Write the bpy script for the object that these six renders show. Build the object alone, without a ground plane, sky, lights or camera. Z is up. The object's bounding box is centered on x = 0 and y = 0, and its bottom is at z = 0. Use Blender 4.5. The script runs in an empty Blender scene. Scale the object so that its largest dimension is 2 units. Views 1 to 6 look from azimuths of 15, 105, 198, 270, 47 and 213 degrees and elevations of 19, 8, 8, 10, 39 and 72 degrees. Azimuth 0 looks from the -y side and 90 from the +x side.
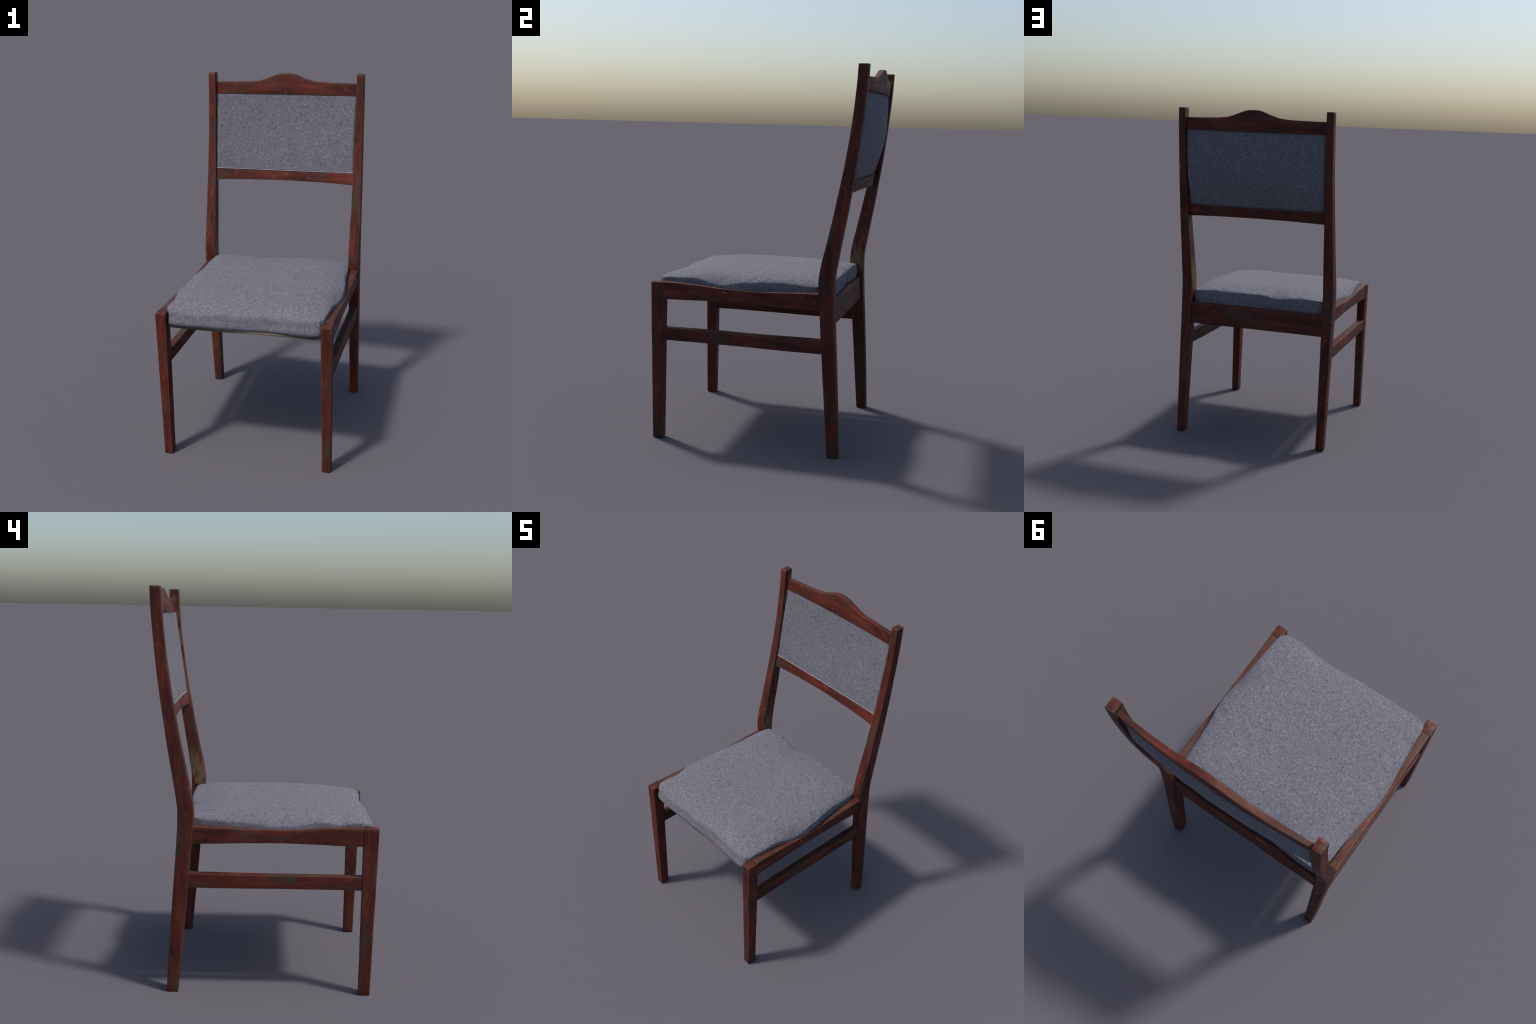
import bpy, bmesh, math
from mathutils import Vector, noise

# ---------------------------------------------------------------- helpers
def hermite(keys, t):
    """Smooth monotone-ish interpolation through (t, value) control pairs."""
    n = len(keys)
    if t <= keys[0][0]:
        return keys[0][1]
    if t >= keys[-1][0]:
        return keys[-1][1]
    def slope(i):
        if i == 0:
            return (keys[1][1] - keys[0][1]) / (keys[1][0] - keys[0][0])
        if i == n - 1:
            return (keys[-1][1] - keys[-2][1]) / (keys[-1][0] - keys[-2][0])
        return (keys[i + 1][1] - keys[i - 1][1]) / (keys[i + 1][0] - keys[i - 1][0])
    for i in range(n - 1):
        t0, v0 = keys[i]
        t1, v1 = keys[i + 1]
        if t0 <= t <= t1:
            h = t1 - t0
            s = (t - t0) / h
            m0, m1 = slope(i) * h, slope(i + 1) * h
            return ((2*s**3 - 3*s**2 + 1) * v0 + (s**3 - 2*s**2 + s) * m0
                    + (-2*s**3 + 3*s**2) * v1 + (s**3 - s**2) * m1)
    return keys[-1][1]

def lerp(a, b, t):
    return a + (b - a) * t

def smooth(a, b, t):
    s = min(1.0, max(0.0, (t - a) / (b - a)))
    return s * s * (3 - 2 * s)

def rounded_section(a0, a1, b0, b1, r, per_face=4, per_corner=3):
    """Closed rounded-rectangle loop in an (a, b) plane."""
    r = min(r, (a1 - a0) * 0.45, (b1 - b0) * 0.45)
    centres = [(a1 - r, b1 - r, 0), (a0 + r, b1 - r, 90), (a0 + r, b0 + r, 180), (a1 - r, b0 + r, 270)]
    pts = []
    for k, (ca, cb, ang) in enumerate(centres):
        for j in range(per_corner + 1):
            q = math.radians(ang + 90 * j / per_corner)
            pts.append((ca + r * math.cos(q), cb + r * math.sin(q)))
        na, nb, nang = centres[(k + 1) % 4]
        q = math.radians(ang + 90)
        s = (ca + r * math.cos(q), cb + r * math.sin(q))
        q = math.radians(nang)
        e = (na + r * math.cos(q), nb + r * math.sin(q))
        for j in range(1, per_face):
            pts.append((lerp(s[0], e[0], j / per_face), lerp(s[1], e[1], j / per_face)))
    return pts

def loft_beam(name, place, t0, t1, section, count, radius, material, parent, wobble=0.0007, seed=0.0, grow=0.0006):
    """Sweep a rounded rectangle. section(t) -> (a0, a1, b0, b1); place(t, a, b) -> xyz."""
    bm = bmesh.new()
    stations = []
    cap = radius if t1 > t0 else -radius
    stations.append((t0, radius * 0.9))
    stations.append((t0 + cap * 0.3, radius * 0.3))
    for i in range(count + 1):
        stations.append((lerp(t0 + cap, t1 - cap, i / count), 0.0))
    stations.append((t1 - cap * 0.3, radius * 0.3))
    stations.append((t1, radius * 0.9))
    rings = []
    for t, inset in stations:
        a0, a1, b0, b1 = section(t)
        a0, a1, b0, b1 = a0 - grow, a1 + grow, b0 - grow, b1 + grow
        ring = []
        for a, b in rounded_section(a0 + inset, a1 - inset, b0 + inset, b1 - inset, radius):
            p = Vector(place(t, a, b))
            p += noise.noise_vector(p * 9.0 + Vector((seed, seed * 2, 0))) * wobble
            p += noise.noise_vector(p * 30.0 + Vector((seed, 0, seed))) * wobble * 0.35
            ring.append(bm.verts.new(p))
        rings.append(ring)
    n = len(rings[0])
    for r0, r1 in zip(rings, rings[1:]):
        for i in range(n):
            bm.faces.new((r0[i], r0[(i + 1) % n], r1[(i + 1) % n], r1[i]))
    bm.faces.new(rings[0][::-1])
    bm.faces.new(rings[-1])
    bmesh.ops.recalc_face_normals(bm, faces=bm.faces)
    return finish(name, bm, material, parent, 50)

def finish(name, bm, material, parent, angle=None):
    me = bpy.data.meshes.new(name)
    bm.to_mesh(me)
    bm.free()
    me.materials.append(material)
    for p in me.polygons:
        p.use_smooth = True
    if angle is not None:
        me.set_sharp_from_angle(angle=math.radians(angle))
    ob = bpy.data.objects.new(name, me)
    bpy.context.collection.objects.link(ob)
    ob.parent = parent
    return ob

# ---------------------------------------------------------------- materials
class Graph:
    def __init__(self, name):
        self.mat = bpy.data.materials.new(name)
        self.mat.use_nodes = True
        self.t = self.mat.node_tree
        self.bsdf = self.t.nodes['Principled BSDF']
        self.coord = self.t.nodes.new('ShaderNodeTexCoord')
    def node(self, kind, **props):
        n = self.t.nodes.new(kind)
        for k, v in props.items():
            setattr(n, k, v)
        return n
    def put(self, socket, value):
        if isinstance(value, bpy.types.NodeSocket):
            self.t.links.new(value, socket)
        else:
            socket.default_value = value
    def math(self, op, a, b=0.0, clamp=False):
        n = self.node('ShaderNodeMath', operation=op, use_clamp=clamp)
        self.put(n.inputs[0], a)
        self.put(n.inputs[1], b)
        return n.outputs[0]
    def span(self, x, lo, hi, to0=0.0, to1=1.0):
        n = self.node('ShaderNodeMapRange', interpolation_type='SMOOTHSTEP')
        self.put(n.inputs['Value'], x)
        for k, v in zip(('From Min', 'From Max', 'To Min', 'To Max'), (lo, hi, to0, to1)):
            n.inputs[k].default_value = v
        return n.outputs[0]
    def noise(self, scale, detail=3.0, rough=0.55, stretch=(1, 1, 1), shift=(0, 0, 0), rot=(0, 0, 0), distort=0.0):
        m = self.node('ShaderNodeMapping')
        m.inputs['Scale'].default_value = stretch
        m.inputs['Location'].default_value = shift
        m.inputs['Rotation'].default_value = rot
        self.t.links.new(self.coord.outputs['Object'], m.inputs['Vector'])
        n = self.node('ShaderNodeTexNoise')
        n.inputs['Scale'].default_value = scale
        n.inputs['Detail'].default_value = detail
        n.inputs['Roughness'].default_value = rough
        n.inputs['Distortion'].default_value = distort
        self.t.links.new(m.outputs['Vector'], n.inputs['Vector'])
        return n.outputs['Fac']
    def ramp(self, fac, stops):
        n = self.node('ShaderNodeValToRGB')
        e = n.color_ramp.elements
        while len(e) < len(stops):
            e.new(0.5)
        for el, (pos, col) in zip(e, stops):
            el.position = pos
            el.color = (*col, 1.0)
        self.put(n.inputs[0], fac)
        return n.outputs[0]
    def mix(self, fac, a, b, blend='MIX'):
        n = self.node('ShaderNodeMix', data_type='RGBA', blend_type=blend)
        self.put(n.inputs[0], fac)
        for sock, v in ((n.inputs[6], a), (n.inputs[7], b)):
            self.put(sock, v if isinstance(v, bpy.types.NodeSocket) else (*v, 1.0))
        return n.outputs[2]
    def bump(self, height, strength, distance):
        n = self.node('ShaderNodeBump')
        n.inputs['Strength'].default_value = strength
        n.inputs['Distance'].default_value = distance
        self.put(n.inputs['Height'], height)
        self.t.links.new(n.outputs['Normal'], self.bsdf.inputs['Normal'])

def wood_material(name, grain, bare_inner=False, top_grime=False, seed=0.0):
    """Red mahogany stain, streaked along the grain axis, greyed and rubbed on the edges."""
    g = Graph(name)
    def along(k):
        s = [1.0, 1.0, 1.0]
        s['xyz'.index(grain)] = k
        return tuple(s)
    sh = (seed, seed * 1.7, seed * 0.6)
    fine = g.noise(70, 4, 0.6, along(0.12), sh, distort=0.4)
    streak = g.noise(24, 4, 0.6, along(0.16), sh, distort=0.8)
    cloud = g.noise(9, 3, 0.55, along(0.45), sh)
    tone = g.math('ADD', g.math('MULTIPLY', streak, 0.55), g.math('MULTIPLY', cloud, 0.30))
    tone = g.math('ADD', tone, g.math('MULTIPLY', fine, 0.15))
    col = g.ramp(tone, [(0.36, (0.026, 0.0075, 0.0058)), (0.45, (0.056, 0.0122, 0.0082)),
                        (0.54, (0.085, 0.0162, 0.0100)), (0.65, (0.145, 0.0285, 0.0165))])
    # flecks where the stain caught or was rubbed thin
    fleck = g.noise(32, 3, 0.55, along(0.6), (seed + 3, 1, 2))
    col = g.mix(g.math('MULTIPLY', g.span(fleck, 0.60, 0.72), 0.65), col, (0.185, 0.042, 0.022))
    # grey-olive grime in patches
    grime = g.noise(13, 5, 0.65, along(0.35), (1 + seed, 5, 7))
    col = g.mix(g.math('MULTIPLY', g.span(grime, 0.51, 0.64), 0.75), col, (0.045, 0.033, 0.023))
    # worn edges: the rounded normal leaves the true one only beside an edge
    bev = g.node('ShaderNodeBevel', samples=6)
    bev.inputs['Radius'].default_value = 0.011
    geo = g.node('ShaderNodeNewGeometry')
    dot = g.node('ShaderNodeVectorMath', operation='DOT_PRODUCT')
    g.t.links.new(bev.outputs['Normal'], dot.inputs[0])
    g.t.links.new(geo.outputs['True Normal'], dot.inputs[1])
    edge = g.span(dot.outputs['Value'], 0.995, 0.90)
    patch = g.span(g.noise(16, 4, 0.6, along(0.4), (9, seed, 4)), 0.36, 0.62)
    col = g.mix(g.math('MULTIPLY', g.math('MULTIPLY', edge, patch), 0.85), col, (0.096, 0.058, 0.039))
    # a few pale chips
    chip = g.noise(55, 1, 0.4, along(0.7), (4, 8 + seed, 3))
    col = g.mix(g.span(chip, 0.80, 0.84), col, (0.26, 0.14, 0.09))
    if top_grime:
        # grey dust and scuffs lying on the upper faces of the rails
        up = g.node('ShaderNodeSeparateXYZ')
        g.t.links.new(geo.outputs['True Normal'], up.inputs[0])
        lying = g.span(up.outputs[2], 0.7, 0.95)
        dust = g.span(g.noise(17, 4, 0.65, along(0.5), (6, 2, 9)), 0.44, 0.58)
        col = g.mix(g.math('MULTIPLY', g.math('MULTIPLY', lying, dust), 0.5), col, (0.066, 0.050, 0.036))
    if bare_inner:
        # unfinished, glue-smeared wood on the inner faces of the back posts
        sep = g.node('ShaderNodeSeparateXYZ')
        g.t.links.new(g.coord.outputs['Object'], sep.inputs[0])
        nrm = g.node('ShaderNodeSeparateXYZ')
        g.t.links.new(geo.outputs['True Normal'], nrm.inputs[0])
        inward = g.math('MULTIPLY', g.math('MULTIPLY', g.math('SIGN', sep.outputs[0]), nrm.outputs[0]), -1.0)
        inward = g.span(inward, 0.6, 0.9)
        z = sep.outputs[2]
        low = g.math('MULTIPLY', g.span(z, 0.80, 0.88), g.span(z, 1.16, 0.96))
        high = g.math('MULTIPLY', g.span(z, 1.33, 1.40), g.span(z, 1.985, 1.945))
        # glue line follows the panel joint (front curve of the back)
        curve = g.math('MULTIPLY', g.math('SUBTRACT', z, 1.43), 0.145)
        joint = g.math('ABSOLUTE', g.math('SUBTRACT', g.math('SUBTRACT', sep.outputs[1], 0.452), curve))
        high = g.math('MULTIPLY', high, g.span(joint, 0.026, 0.004))
        zone = g.math('ADD', g.math('MULTIPLY', low, 0.9), high, clamp=True)
        smear = g.span(g.noise(20, 5, 0.7, (1, 1, 0.45), (2, 3, 1), rot=(0.6, 0, 0), distort=1.0), 0.40, 0.56)
        col = g.mix(g.math('MULTIPLY', g.math('MULTIPLY', inward, zone), smear), col, (0.125, 0.090, 0.045))
    g.put(g.bsdf.inputs['Base Color'], col)
    g.put(g.bsdf.inputs['Roughness'], g.span(streak, 0.3, 0.7, 0.62, 0.46))
    g.bsdf.inputs['Specular IOR Level'].default_value = 0.2
    g.bump(g.math('ADD', fine, g.math('MULTIPLY', streak, 1.2)), 0.25, 0.002)
    return g.mat

def fabric_material(name, rot, gain=1.0):
    """Grey-blue melange weave: two thread directions of short light and dark slubs."""
    g = Graph(name)
    warp = g.noise(180, 3, 0.6, (1.0, 1.0, 0.38) if rot == 'upright' else (1.0, 0.38, 1.0), (3, 1, 2))
    weft = g.noise(180, 3, 0.6, (0.38, 1.0, 1.0), (7, 4, 5))
    tone = g.math('MULTIPLY', g.math('ADD', warp, weft), 0.5)
    speck = g.noise(260, 1, 0.5, (1, 1, 1), (1, 6, 2))
    tone = g.math('ADD', g.math('MULTIPLY', tone, 0.8), g.math('MULTIPLY', speck, 0.2))
    cloud = g.noise(16, 3, 0.6)
    tone = g.math('ADD', tone, g.math('MULTIPLY', g.math('SUBTRACT', cloud, 0.5), 0.05))
    col = g.ramp(tone, [(0.385, (0.068, 0.067, 0.097)), (0.465, (0.113, 0.111, 0.139)),
                        (0.54, (0.145, 0.142, 0.160)), (0.63, (0.218, 0.213, 0.208))])
    col = g.mix(1.0, col, (gain, gain, gain), 'MULTIPLY')
    g.put(g.bsdf.inputs['Base Color'], col)
    g.bsdf.inputs['Roughness'].default_value = 0.9
    g.bsdf.inputs['Specular IOR Level'].default_value = 0.15
    g.bsdf.inputs['Sheen Weight'].default_value = 0.05
    g.bump(tone, 0.35, 0.003)
    return g.mat

def board_material(name):
    g = Graph(name)
    s = g.noise(30, 4, 0.6, (0.1, 1, 1))
    col = g.ramp(s, [(0.38, (0.022, 0.020, 0.013)), (0.50, (0.072, 0.058, 0.037)), (0.64, (0.150, 0.122, 0.080))])
    g.put(g.bsdf.inputs['Base Color'], col)
    g.bsdf.inputs['Roughness'].default_value = 0.75
    g.bump(s, 0.3, 0.002)
    return g.mat

wood_z = wood_material('stained_wood_upright', 'z', seed=0.0)
wood_post = wood_material('stained_wood_post', 'z', bare_inner=True, seed=2.3)
wood_y = wood_material('stained_wood_side', 'y', top_grime=True, seed=4.1)
wood_x = wood_material('stained_wood_cross', 'x', seed=6.7)
fabric_seat = fabric_material('grey_weave_seat', 'flat')
fabric_back = fabric_material('grey_weave_back', 'upright')
pale_line_weave = fabric_material('pale_welt_cloth', 'upright', 1.9)
plywood = board_material('bare_plywood')

# ---------------------------------------------------------------- the chair
chair = bpy.data.objects.new('dining_chair', None)
bpy.context.collection.objects.link(chair)
chair['label'] = 'red-brown wooden dining chair with grey woven upholstery'
chair['category'] = 'chair'

# --- legs -------------------------------------------------------
def front_leg(side, seed):
    def section(t):
        s = t / 0.858
        xi, xo = lerp(0.4295, 0.423, s), lerp(0.4740, 0.4795, s)
        yf, yb = lerp(-0.5485, -0.5640, s), lerp(-0.4945, -0.4925, s)
        xs = sorted((side * xi, side * xo))
        return xs[0], xs[1], yf, yb
    loft_beam('front_leg', lambda t, a, b: (a, b, t), 0.0, 0.858, section, 40, 0.0028, wood_z, chair, seed=seed)

POST_FRONT = [(0.0, 0.4135), (0.3, 0.3880), (0.55, 0.3670), (0.70, 0.3560), (0.825, 0.3460), (0.88, 0.3415),
              (0.935, 0.3415), (1.02, 0.3540), (1.10, 0.3720), (1.25, 0.4030), (1.40, 0.4310), (1.54, 0.4550),
              (1.69, 0.4755), (1.87, 0.4935), (2.0, 0.5000)]
POST_BACK = [(0.0, 0.4700), (0.3, 0.4540), (0.55, 0.4375), (0.70, 0.4275), (0.825, 0.4205), (0.89, 0.4185),
             (0.95, 0.4200), (1.02, 0.4300), (1.10, 0.4430), (1.25, 0.4685), (1.40, 0.4910), (1.54, 0.5110),
             (1.69, 0.5280), (1.87, 0.5450), (2.0, 0.5520)]
POST_OUT = [(0.0, 0.4730), (0.4, 0.4770), (0.7, 0.4800), (0.93, 0.4810), (1.1, 0.4790), (1.4, 0.4755),
            (1.7, 0.4720), (2.0, 0.4708)]
POST_IN = [(0.0, 0.4285), (0.5, 0.4240), (0.8, 0.4205), (0.95, 0.4195), (1.1, 0.4215), (1.4, 0.4260),
           (1.7, 0.4290), (2.0, 0.4300)]

def rear_post(side, seed):
    def section(t):
        xs = sorted((side * hermite(POST_IN, t), side * hermite(POST_OUT, t)))
        return xs[0], xs[1], hermite(POST_FRONT, t), hermite(POST_BACK, t)
    loft_beam('rear_leg', lambda t, a, b: (a, b, t), 0.0, 2.0, section, 110, 0.0028, wood_post, chair, seed=seed)

# --- side rails and stretchers ---------------------------------
RAIL_TOP = [(-0.50, 0.8575), (-0.44, 0.8570), (-0.31, 0.8530), (-0.18, 0.8445), (-0.07, 0.8415), (0.05, 0.8425),
            (0.16, 0.8465), (0.34, 0.8540), (0.36, 0.8545)]
RAIL_BOTTOM = [(-0.50, 0.7670), (-0.40, 0.7690), (-0.30, 0.7730), (-0.10, 0.7775), (0.08, 0.7755), (0.235, 0.7695),
               (0.36, 0.7655)]
STRETCH_TOP = [(-0.51, 0.6120), (-0.25, 0.6135), (0.0, 0.6125), (0.2, 0.6145), (0.39, 0.6155)]
STRETCH_BOTTOM = [(-0.51, 0.5450), (-0.25, 0.5465), (-0.05, 0.5460), (0.2, 0.5440), (0.39, 0.5450)]

def side_rail(side, seed):
    def section(t):
        xs = sorted((side * 0.4345, side * 0.4755))
        return xs[0], xs[1], hermite(RAIL_BOTTOM, t), hermite(RAIL_TOP, t)
    loft_beam('side_rail', lambda t, a, b: (a, t, b), -0.4945, 0.355, section, 60, 0.0025, wood_y, chair, seed=seed)

def stretcher(side, seed):
    def section(t):
        xs = sorted((side * 0.4330, side * 0.4745))
        return xs[0], xs[1], hermite(STRETCH_BOTTOM, t), hermite(STRETCH_TOP, t)
    loft_beam('side_stretcher', lambda t, a, b: (a, t, b), -0.505, 0.385, section, 60, 0.0025, wood_y, chair, seed=seed)

for side in (-1, 1):
    front_leg(side, 1.3 * side + 5)
    rear_post(side, 2.1 * side + 9)
    side_rail(side, 0.7 * side + 13)
    stretcher(side, 1.9 * side + 17)

# --- cross pieces of the frame ----------------------------------
def bow(x, half=0.43):
    return 1.0 - (x / half) ** 2

# leans with the posts
loft_beam('back_apron', lambda t, a, b: (t, a + lerp(0.004, -0.003, (b - 0.6835) / 0.129), b), -0.445, 0.445,
          lambda t: (0.372, 0.409, 0.6835, 0.8125), 50, 0.0025, wood_x, chair, seed=21)

CREST_TOP = [(0.0, 1.9970), (0.03, 1.9955), (0.06, 1.9885), (0.10, 1.9730), (0.15, 1.9565), (0.20, 1.9495),
             (0.27, 1.9465), (0.45, 1.9440)]
def crest_section(t):
    k = bow(t)
    return lerp(0.516, 0.5285, k), lerp(0.5355, 0.5580, k), lerp(1.8735, 1.8755, k), hermite(CREST_TOP, abs(t))
loft_beam('crest_rail', lambda t, a, b: (t, a + (b - 1.91) * 0.075, b), -0.445, 0.445, crest_section, 120, 0.0030,
          wood_x, chair, seed=25)

def lower_section(t):
    k = bow(t)
    return lerp(0.4430, 0.4560, k), lerp(0.4630, 0.4825, k), lerp(1.3570, 1.3670, k), lerp(1.4285, 1.4240, k)
loft_beam('lower_back_rail', lambda t, a, b: (t, a + (b - 1.395) * 0.19, b), -0.445, 0.445, lower_section, 70, 0.0025,
          wood_x, chair, seed=29)

# --- seat board (its front edge shows under the cushion) --------
loft_beam('seat_board', lambda t, a, b: (t, a, b), -0.4345, 0.4345,
          lambda t: (-0.5350, 0.3740, 0.7710 + 0.002 * math.sin(t * 9), 0.7835 + 0.0015 * math.sin(t * 7 + 1)),
          60, 0.002, plywood, chair, seed=31)

# --- upholstered back panel -------------------------------------
PANEL_FRONT = [(1.418, 0.4505), (1.533, 0.4620), (1.616, 0.4745), (1.724, 0.4905), (1.822, 0.5055), (1.882, 0.5145)]
PANEL_BACK = [(1.418, 0.4600), (1.445, 0.4680), (1.466, 0.4750), (1.525, 0.4930), (1.60, 0.5125), (1.66, 0.5220),
              (1.758, 0.5280), (1.865, 0.5270), (1.885, 0.5220)]
def build_panel():
    bm = bmesh.new()
    nx, nz = 90, 60
    zs0, zs1 = 1.420, 1.880
    sheets = {}
    for f in (0, 1):
        for i in range(nx + 1):
            u = -1 + 2 * i / nx
            for j in range(nz + 1):
                v = j / nz
                z = lerp(zs0, zs1, v)
                x = u * (hermite(POST_IN, z) - 0.0012)
                k = bow(x)
                rim = min(1.0, (1 - abs(u)) / 0.02) * min(1.0, min(v, 1 - v) / 0.03)
                rim = math.sqrt(max(0.0, 1 - (1 - rim) ** 2))
                sag = 0.011 * math.sin(math.pi * v)     # the cloth is pushed out behind the sitter
                yf = hermite(PANEL_FRONT, z) + (lerp(0.009, 0.016, v) + 0.65 * sag) * k
                yb = hermite(PANEL_BACK, z) + (lerp(0.011, 0.018, v) + 1.1 * sag) * k
                mid = 0.5 * (yf + yb)
                y = lerp(mid, (yf, yb)[f], 0.35 + 0.65 * rim)
                p = Vector((x, y, z))
                p.y += noise.noise(p * 14 + Vector((0, f * 5, 0))) * 0.0012 * rim
                sheets[f, i, j] = bm.verts.new(p)
    for i in range(nx):
        for j in range(nz):
            bm.faces.new([sheets[0, a, b] for a, b in ((i, j), (i + 1, j), (i + 1, j + 1), (i, j + 1))])
            bm.faces.new([sheets[1, a, b] for a, b in ((i, j), (i, j + 1), (i + 1, j + 1), (i + 1, j))])
    border = ([(i, 0) for i in range(nx)] + [(nx, j) for j in range(nz)]
              + [(i, nz) for i in range(nx, 0, -1)] + [(0, j) for j in range(nz, 0, -1)])
    for a, b in zip(border, border[1:] + border[:1]):
        bm.faces.new((sheets[0, *a], sheets[1, *a], sheets[1, *b], sheets[0, *b]))
    bmesh.ops.recalc_face_normals(bm, faces=bm.faces)
    return finish('back_panel', bm, fabric_back, chair, 60)
build_panel()
# thin strip of lightened weave: the pale line along the panel's bottom front edge
def pale_line_place(t, a, b):
    return (t, a + hermite(PANEL_FRONT, 1.428) + 0.0085 * bow(t) - 0.001, b + lerp(1.4295, 1.4255, bow(t)))
loft_beam('panel_welt', pale_line_place, -0.424, 0.424, lambda t: (-0.0018, 0.0030, -0.0016, 0.0016), 80, 0.0012, pale_line_weave,
          chair, wobble=0.0004, seed=35, grow=0.0)

# --- seat cushion -----------------------------------------------
# footprint half-width at the upper seam, and seam heights along the four sides
SEAT_HALF = [(-0.56, 0.402), (-0.535, 0.412), (-0.51, 0.428), (-0.44, 0.434), (-0.34, 0.440), (-0.25, 0.450),
             (-0.13, 0.462), (-0.02, 0.459), (0.08, 0.443), (0.20, 0.432), (0.30, 0.426), (0.345, 0.417), (0.40, 0.414)]
RIM_LEFT = [(-0.55, 0.874), (-0.44, 0.876), (-0.39, 0.866), (-0.28, 0.882), (-0.20, 0.870), (-0.09, 0.857),
            (0.02, 0.865), (0.165, 0.874), (0.276, 0.883), (0.38, 0.890)]
RIM_RIGHT = [(-0.55, 0.875), (-0.40, 0.884), (-0.326, 0.886), (-0.262, 0.872), (-0.198, 0.861), (-0.15, 0.865),
             (-0.09, 0.879), (0.03, 0.888), (0.144, 0.889), (0.30, 0.881), (0.38, 0.886)]
RIM_BACK = [(-0.42, 0.888), (-0.32, 0.894), (-0.21, 0.887), (-0.115, 0.875), (-0.05, 0.890), (0.117, 0.893),
            (0.23, 0.894), (0.42, 0.887)]
RIM_FRONT = [(-0.42, 0.874), (-0.34, 0.872), (-0.28, 0.864), (-0.19, 0.868), (-0.09, 0.871), (0.10, 0.872),
             (0.34, 0.876), (0.42, 0.878)]
EDGE_FRONT = [(-0.43, -0.533), (-0.34, -0.538), (-0.21, -0.536), (-0.06, -0.533), (0.06, -0.526), (0.14, -0.522),
              (0.22, -0.527), (0.34, -0.536), (0.43, -0.533)]
EDGE_BACK = [(-0.43, 0.384), (-0.33, 0.386), (-0.21, 0.378), (-0.115, 0.370), (-0.03, 0.381), (0.18, 0.386),
             (0.36, 0.382), (0.43, 0.384)]
DOME = 0.045

def seat_point(u, v):
    """u, v in [-1, 1]; v = -1 is the front."""
    ru, rv = abs(u), abs(v)
    xs = u * 0.425
    yf, yb = hermite(EDGE_FRONT, xs) - 0.002, hermite(EDGE_BACK, xs)
    v2 = v * (1 - 0.012 * smooth(0.93, 1.0, ru) * rv)      # corners eased a little
    y = lerp(yf, yb, 0.5 + 0.5 * v2)
    half = hermite(SEAT_HALF, y)
    u2 = u * (1 - 0.012 * smooth(0.95, 1.0, rv) * ru)
    return u2 * half, y

def seat_rim(u, v, x, y):
    """Seam height near the border, easing to a plain sloping plane inside."""
    side = hermite(RIM_LEFT, y) if u < 0 else hermite(RIM_RIGHT, y)
    end = hermite(RIM_FRONT, x) if v < 0 else hermite(RIM_BACK, x)
    eu, ev = 1 - abs(u), 1 - abs(v)
    a = 1.0 / (eu + 0.004) ** 2
    b = 1.0 / (ev + 0.004) ** 2
    seam = (side * a + end * b) / (a + b)
    plain = 0.877 + 0.004 * v + 0.005 * smooth(0.0, 0.7, u)
    return lerp(plain, seam, math.exp(-(min(eu, ev) / 0.085) ** 1.4))

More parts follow.
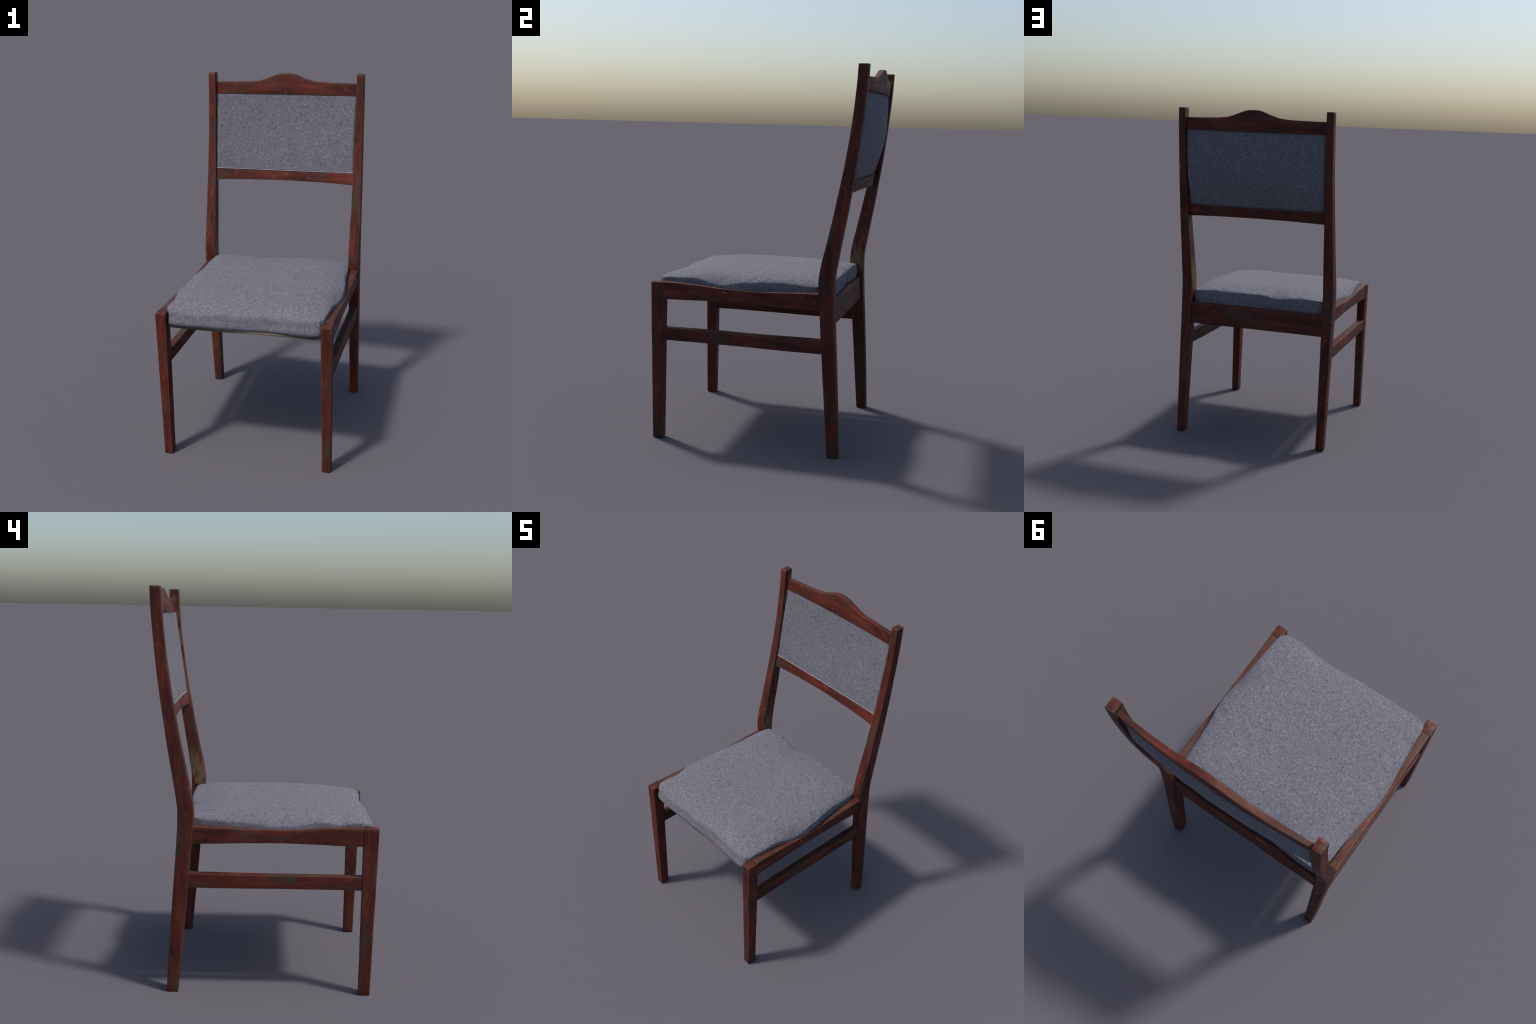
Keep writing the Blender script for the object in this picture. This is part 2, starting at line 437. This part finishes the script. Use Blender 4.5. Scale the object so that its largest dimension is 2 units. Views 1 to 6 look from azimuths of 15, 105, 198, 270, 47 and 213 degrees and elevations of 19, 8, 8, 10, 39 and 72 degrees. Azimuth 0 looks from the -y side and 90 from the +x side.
def build_cushion():
    bm = bmesh.new()
    n, m = 120, 130
    def warp(s):                      # crowd rows toward the seams
        return math.sin(s * math.pi / 2) * 0.55 + s * 0.45
    top = {}
    for i in range(n + 1):
        u = warp(-1 + 2 * i / n)
        for j in range(m + 1):
            v = warp(-1 + 2 * j / m)
            x, y = seat_point(u, v)
            eu, ev = 1 - abs(u), 1 - abs(v)
            lift = (1 - abs(u) ** 5.4) * (1 - abs(v) ** (5.0 if v > 0 else 3.4))
            z = seat_rim(u, v, x, y) + DOME * max(0.0, lift) ** 0.80
            soft = min(1.0, min(eu, ev) / 0.06)
            z -= 0.002 * (1 - soft) ** 3
            p = Vector((x, y, z))
            z += noise.noise(p * 6.0) * 0.0022 * soft + noise.noise(p * 19.0) * 0.0016
            # shallow puckers running in from the seams
            near = math.exp(-(min(eu, ev) / 0.16) ** 2)
            run = y if eu < ev else x
            z += near * 0.0036 * noise.noise(Vector((run * 24 + (u if eu < ev else v) * 9, 3.0 if eu < ev else 8.0, u * 2)))
            top[i, j] = bm.verts.new((x, y, z))
    for i in range(n):
        for j in range(m):
            bm.faces.new([top[a, b] for a, b in ((i, j), (i + 1, j), (i + 1, j + 1), (i, j + 1))])
    border = ([(i, 0) for i in range(n)] + [(n, j) for j in range(m)]
              + [(i, m) for i in range(n, 0, -1)] + [(0, j) for j in range(m, 0, -1)])
    rows = [[top[b] for b in border]]
    depth = [(0.05, 0.003), (0.16, 0.0065), (0.35, 0.0085), (0.55, 0.0075), (0.75, 0.003), (0.90, -0.003),
             (0.97, -0.007), (1.0, -0.013)]
    for s, out in depth:
        row = []
        for (i, j) in border:
            p0 = top[i, j].co
            front = j == 0
            back = j == m
            # outward direction of this side
            d = Vector((0, 0, 0))
            if j == 0: d.y -= 1
            if j == m: d.y += 1
            if i == 0: d.x -= 1
            if i == n: d.x += 1
            d.normalize()
            zb = lerp(0.7875, 0.803, smooth(0.25, 0.37, p0.y))
            amount = out * 0.25
            if front:
                # hollow under the seam, fuller again above the board
                amount = (0.0080 * smooth(0.0, 0.15, s) - 0.0022 * math.sin(min(1.0, s / 0.6) * math.pi)
                          + 0.0055 * smooth(0.4, 0.8, s) - 0.007 * smooth(0.88, 1.0, s))
            if back:
                amount = out * 0.3 + s * 0.004
            p = p0 + d * amount
            p.z = lerp(p0.z, zb, s)
            w = math.sin(min(1, s) * math.pi)
            p += d * (noise.noise(Vector((p.x * 11, p.y * 11, p.z * 30))) * 0.006 * w)
            row.append(bm.verts.new(p))
        rows.append(row)
    k = len(border)
    for r0, r1 in zip(rows, rows[1:]):
        for q in range(k):
            bm.faces.new((r0[q], r1[q], r1[(q + 1) % k], r0[(q + 1) % k]))
    bm.faces.new(rows[-1])
    bmesh.ops.recalc_face_normals(bm, faces=bm.faces)
    return finish('seat_cushion', bm, fabric_seat, chair)
build_cushion()
